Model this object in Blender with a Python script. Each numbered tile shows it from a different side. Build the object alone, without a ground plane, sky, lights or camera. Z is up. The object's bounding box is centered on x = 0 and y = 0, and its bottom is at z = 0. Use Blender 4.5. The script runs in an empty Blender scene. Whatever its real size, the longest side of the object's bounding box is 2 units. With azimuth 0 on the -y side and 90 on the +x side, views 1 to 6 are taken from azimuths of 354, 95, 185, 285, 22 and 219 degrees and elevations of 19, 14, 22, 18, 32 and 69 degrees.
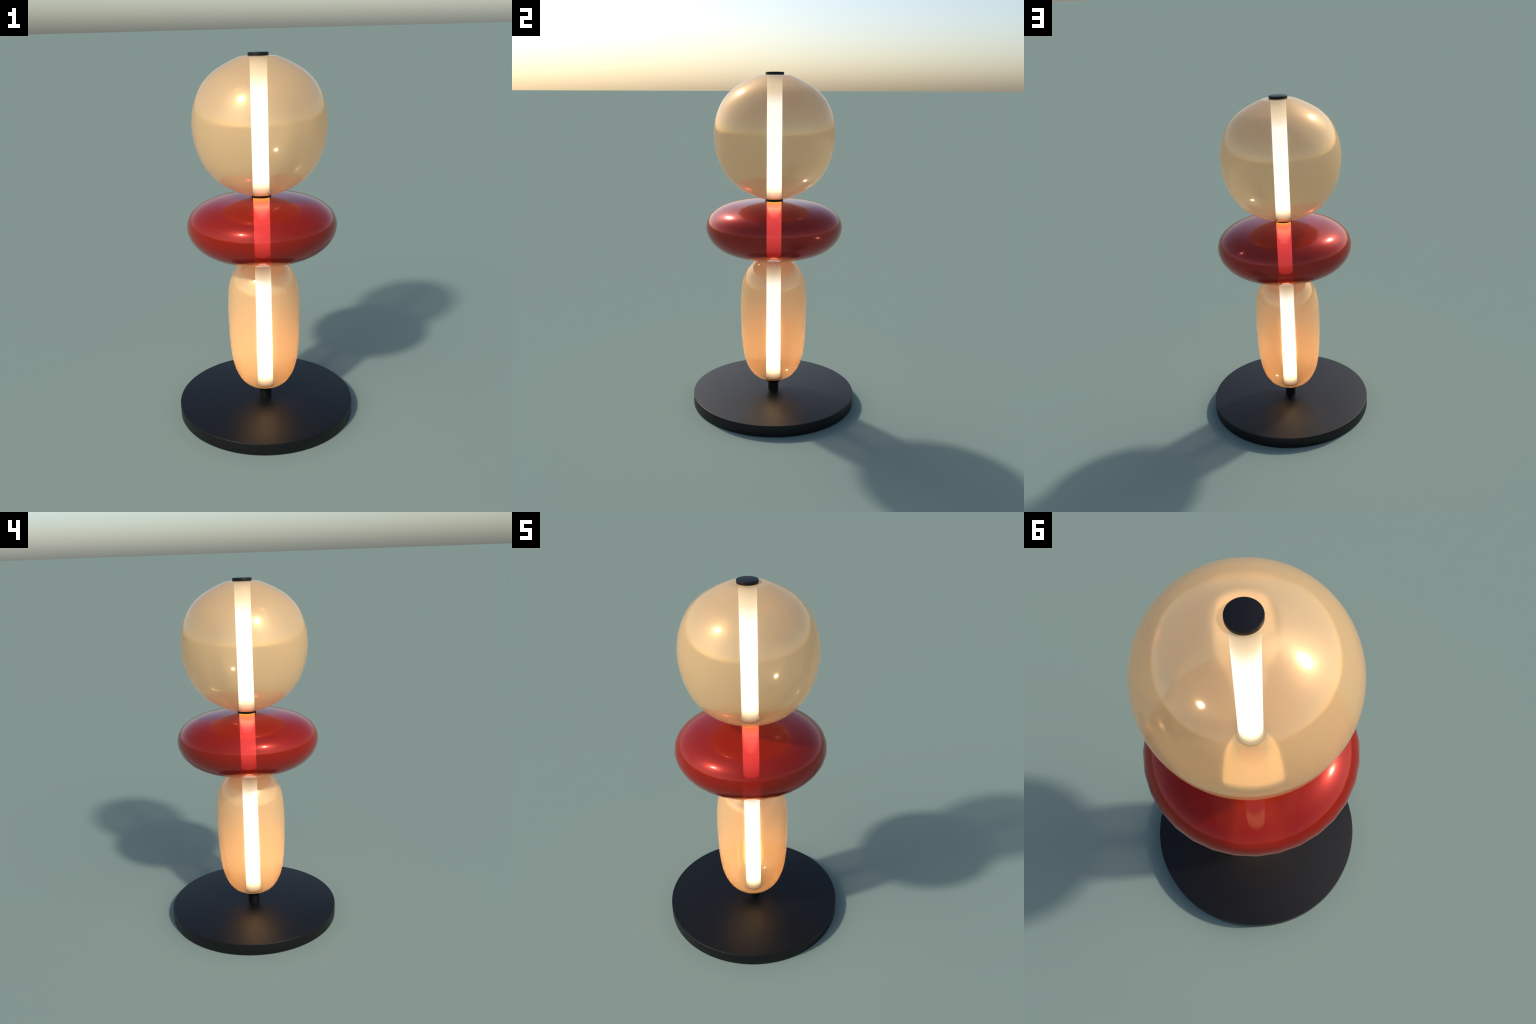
"""Table lamp: three blown-glass bodies (globe, flattened lens, capsule) stacked
on a black disc, each with a glowing tube along its axis."""
import math
import bpy
import bmesh

# ----------------------------------------------------------------- helpers

def smooth_profile(points, steps):
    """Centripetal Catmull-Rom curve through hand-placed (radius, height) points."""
    pts = [points[0]] + list(points) + [points[-1]]
    # mirror the end tangents so that poles on the axis stay flat
    first, last = points[0], points[-1]
    pts[0] = (-points[1][0], points[1][1]) if first[0] < 1e-6 else (2 * first[0] - points[1][0], 2 * first[1] - points[1][1])
    pts[-1] = (-points[-2][0], points[-2][1]) if last[0] < 1e-6 else (2 * last[0] - points[-2][0], 2 * last[1] - points[-2][1])
    out = []
    for i in range(1, len(pts) - 2):
        p0, p1, p2, p3 = pts[i - 1:i + 3]
        t = [0.0]
        for a, b in ((p0, p1), (p1, p2), (p2, p3)):
            t.append(t[-1] + max(1e-5, math.hypot(b[0] - a[0], b[1] - a[1])) ** 0.5)
        for k in range(steps):
            u = t[1] + (t[2] - t[1]) * k / steps
            def mix(a, b, ta, tb):
                return tuple(((tb - u) * x + (u - ta) * y) / (tb - ta) for x, y in zip(a, b))
            a1, a2, a3 = mix(p0, p1, t[0], t[1]), mix(p1, p2, t[1], t[2]), mix(p2, p3, t[2], t[3])
            b1, b2 = mix(a1, a2, t[0], t[2]), mix(a2, a3, t[1], t[3])
            out.append(mix(b1, b2, t[1], t[2]))
    out.append(points[-1])
    return [(max(0.0, r), z) for r, z in out]


def lathe(name, profile, segments, material, parent=None, sharp=None, turn=0.0):
    """Turn an outline of (radius, height), listed from bottom to top, around z."""
    bm = bmesh.new()
    rings = []
    for r, z in profile:
        if r < 1e-6:
            rings.append([bm.verts.new((0, 0, z))])
        else:
            rings.append([bm.verts.new((r * math.cos(turn + math.tau * k / segments), r * math.sin(turn + math.tau * k / segments), z)) for k in range(segments)])
    for low, high in zip(rings, rings[1:]):
        for k in range(segments):
            n = (k + 1) % segments
            if len(low) == 1 and len(high) == 1:
                continue
            if len(low) == 1:
                bm.faces.new((low[0], high[n], high[k]))
            elif len(high) == 1:
                bm.faces.new((low[k], low[n], high[0]))
            else:
                bm.faces.new((low[k], low[n], high[n], high[k]))
    bmesh.ops.recalc_face_normals(bm, faces=bm.faces)
    for f in bm.faces:
        f.smooth = True
    if sharp is not None:
        for e in bm.edges:
            if len(e.link_faces) == 2 and e.calc_face_angle(0) > math.radians(sharp):
                e.smooth = False
    me = bpy.data.meshes.new(name)
    bm.to_mesh(me)
    bm.free()
    me.materials.append(material)
    ob = bpy.data.objects.new(name, me)
    bpy.context.scene.collection.objects.link(ob)
    if parent:
        ob.parent = parent
    return ob


def disc_profile(radius, low, high, chamfer):
    """Closed outline of a round plate with rounded edges."""
    pts = [(0, low)]
    for k in range(5):
        a = math.pi / 2 * k / 4
        pts.append((radius - chamfer + chamfer * math.sin(a), low + chamfer - chamfer * math.cos(a)))
    for k in range(5):
        a = math.pi / 2 * k / 4
        pts.append((radius - chamfer + chamfer * math.cos(a), high - chamfer + chamfer * math.sin(a)))
    pts.append((0, high))
    return pts


def new_material(name):
    m = bpy.data.materials.new(name)
    m.use_nodes = True
    return m, m.node_tree.nodes, m.node_tree.links, m.node_tree.nodes["Principled BSDF"]

# --------------------------------------------------------------- materials

def glass_material(name, colour, alpha, metallic, roughness, coat, coat_roughness, specular):
    """Cloudy coloured glass: part diffuse body colour, part clear transmission."""
    m, nodes, links, shader = new_material(name)
    shader.inputs["Base Color"].default_value = (*colour, 1)
    shader.inputs["Alpha"].default_value = alpha
    shader.inputs["Metallic"].default_value = metallic
    shader.inputs["Specular IOR Level"].default_value = specular
    shader.inputs["Roughness"].default_value = roughness
    shader.inputs["IOR"].default_value = 1.5
    shader.inputs["Coat Weight"].default_value = coat
    shader.inputs["Coat Roughness"].default_value = coat_roughness
    return m


def metal_material(name, colour, roughness):
    m, nodes, links, shader = new_material(name)
    shader.inputs["Base Color"].default_value = (*colour, 1)
    shader.inputs["Roughness"].default_value = roughness
    shader.inputs["Specular IOR Level"].default_value = 0.35
    return m


def light_material(name, strength, ramp):
    """Glowing tube; ramp lists (height along the tube 0-1, share of the strength, colour)."""
    m, nodes, links, shader = new_material(name)
    shader.inputs["Base Color"].default_value = (0.36, 0.23, 0.13, 1)
    shader.inputs["Roughness"].default_value = 0.5
    shader.inputs["Emission Strength"].default_value = strength
    coord = nodes.new("ShaderNodeTexCoord")
    split = nodes.new("ShaderNodeSeparateXYZ")
    links.new(coord.outputs["Generated"], split.inputs[0])
    curve = nodes.new("ShaderNodeValToRGB")
    while len(curve.color_ramp.elements) < len(ramp):
        curve.color_ramp.elements.new(0.5)
    for e, (x, share, colour) in zip(curve.color_ramp.elements, ramp):
        e.position, e.color = x, (*(share * c for c in colour), 1)
    links.new(split.outputs["Z"], curve.inputs[0])
    links.new(curve.outputs["Color"], shader.inputs["Emission Color"])
    return m

AMBER = glass_material("amber_glass", (0.88, 0.60, 0.295), 0.66, 0.33, 0.10, 0.0, 0.0, 0.5)
RED = glass_material("red_glass", (0.36, 0.012, 0.003), 0.88, 0.35, 0.17, 0.5, 0.0, 0.1)
BLACK = metal_material("black_metal", (0.002, 0.002, 0.0025), 0.46)
WARM, PALE, ORANGE = (1.0, 0.84, 0.55), (1.0, 0.93, 0.82), (1.0, 0.58, 0.24)
GLOBE_LIGHT = light_material("globe_light", 7.0, [(0.0, 0.0, WARM), (0.006, 0.05, WARM), (0.05, 0.3, WARM), (0.1, 1.0, (1.0, 0.7, 0.42)), (0.25, 0.75, (1.0, 0.78, 0.55)), (0.4, 0.45, PALE), (0.76, 0.42, PALE), (0.87, 0.24, WARM), (0.95, 0.14, WARM), (1.0, 0.05, WARM)])
LENS_LIGHT = light_material("lens_light", 9.0, [(0.0, 0.2, (1.0, 0.03, 0.03)), (0.25, 0.45, (1.0, 0.07, 0.07)), (0.75, 0.65, (1.0, 0.08, 0.08)), (0.93, 0.8, (1.0, 0.17, 0.07)), (1.0, 1.0, (1.0, 0.4, 0.06))])
CAPSULE_LIGHT = light_material("capsule_light", 16.0, [(0.0, 0.0, WARM), (0.006, 0.02, WARM), (0.04, 0.12, WARM), (0.09, 0.8, ORANGE), (0.32, 1.0, ORANGE), (0.41, 0.21, PALE), (0.78, 0.19, PALE), (0.88, 0.09, WARM), (0.95, 0.03, WARM), (1.0, 0.004, WARM)])

ROD = 0.044

# ------------------------------------------------------------------- build
lamp = bpy.data.objects.new("table_lamp", None)
lamp["label"] = "stacked amber and red glass table lamp on a black disc"
lamp["category"] = "table lamp"
bpy.context.scene.collection.objects.link(lamp)

lathe("base", disc_profile(0.498, 0.0, 0.067, 0.003), 128, BLACK, lamp, 30)
lathe("stem", [(0, 0.06), (0.033, 0.06), (0.033, 0.119), (0.041, 0.1225), (0.048, 0.131), (0.052, 0.140), (0.053, 0.147), (0, 0.1435)], 48, BLACK, lamp, 30)

GLOBE = [(0.0, 1.2745), (0.05, 1.2775), (0.095, 1.288), (0.15, 1.311), (0.20, 1.339), (0.245, 1.3735), (0.303, 1.452), (0.3385, 1.55), (0.3505, 1.65), (0.3370, 1.75), (0.2965, 1.843), (0.2395, 1.905), (0.178, 1.944), (0.117, 1.973), (0.092, 1.982), (0.07, 1.984), (0.0, 1.985)]
LENS = [(0.0, 0.9265), (0.1, 0.929), (0.2, 0.943), (0.277, 0.963), (0.33, 0.990), (0.3665, 1.0232), (0.390, 1.0592), (0.402, 1.097), (0.4005, 1.1348), (0.386, 1.1708), (0.355, 1.203), (0.309, 1.230), (0.245, 1.250), (0.16, 1.2615), (0.08, 1.2655), (0.0, 1.266)]
CAPSULE = [(0.0, 0.144), (0.05, 0.148), (0.09, 0.160), (0.126, 0.184), (0.157, 0.229), (0.181, 0.30), (0.1935, 0.39), (0.1992, 0.5), (0.2010, 0.62), (0.1970, 0.72), (0.1850, 0.79), (0.158, 0.85), (0.120, 0.89), (0.085, 0.910), (0.05, 0.920), (0.0, 0.923)]
globe = lathe("globe", smooth_profile(GLOBE, 4), 128, AMBER, lamp)
lens = lathe("lens", smooth_profile(LENS, 2), 32, RED, lamp)
capsule = lathe("capsule", smooth_profile(CAPSULE, 4), 128, AMBER, lamp)
for owner, low, high, foot, light in ((globe, 1.2785, 1.98, 0.051, GLOBE_LIGHT), (lens, 0.932, 1.264, ROD, LENS_LIGHT), (capsule, 0.1505, 0.919, 0.051, CAPSULE_LIGHT)):
    outline = disc_profile(ROD, low, high, 0.006)
    if foot > ROD:      # thin peach ring, wider than the tube, at its lower end
        outline = [(0, low), (foot, low), (foot, low + 0.004), (ROD, low + 0.005)] + outline[7:]
    lathe("light_tube", outline, 64, light, owner, 40)
lathe("cap", disc_profile(0.0526, 1.9838, 2.0, 0.002), 64, BLACK, lamp, 30)
lathe("collar", disc_profile(0.0526, 1.2655, 1.2765, 0.0015), 64, BLACK, lamp, 30)
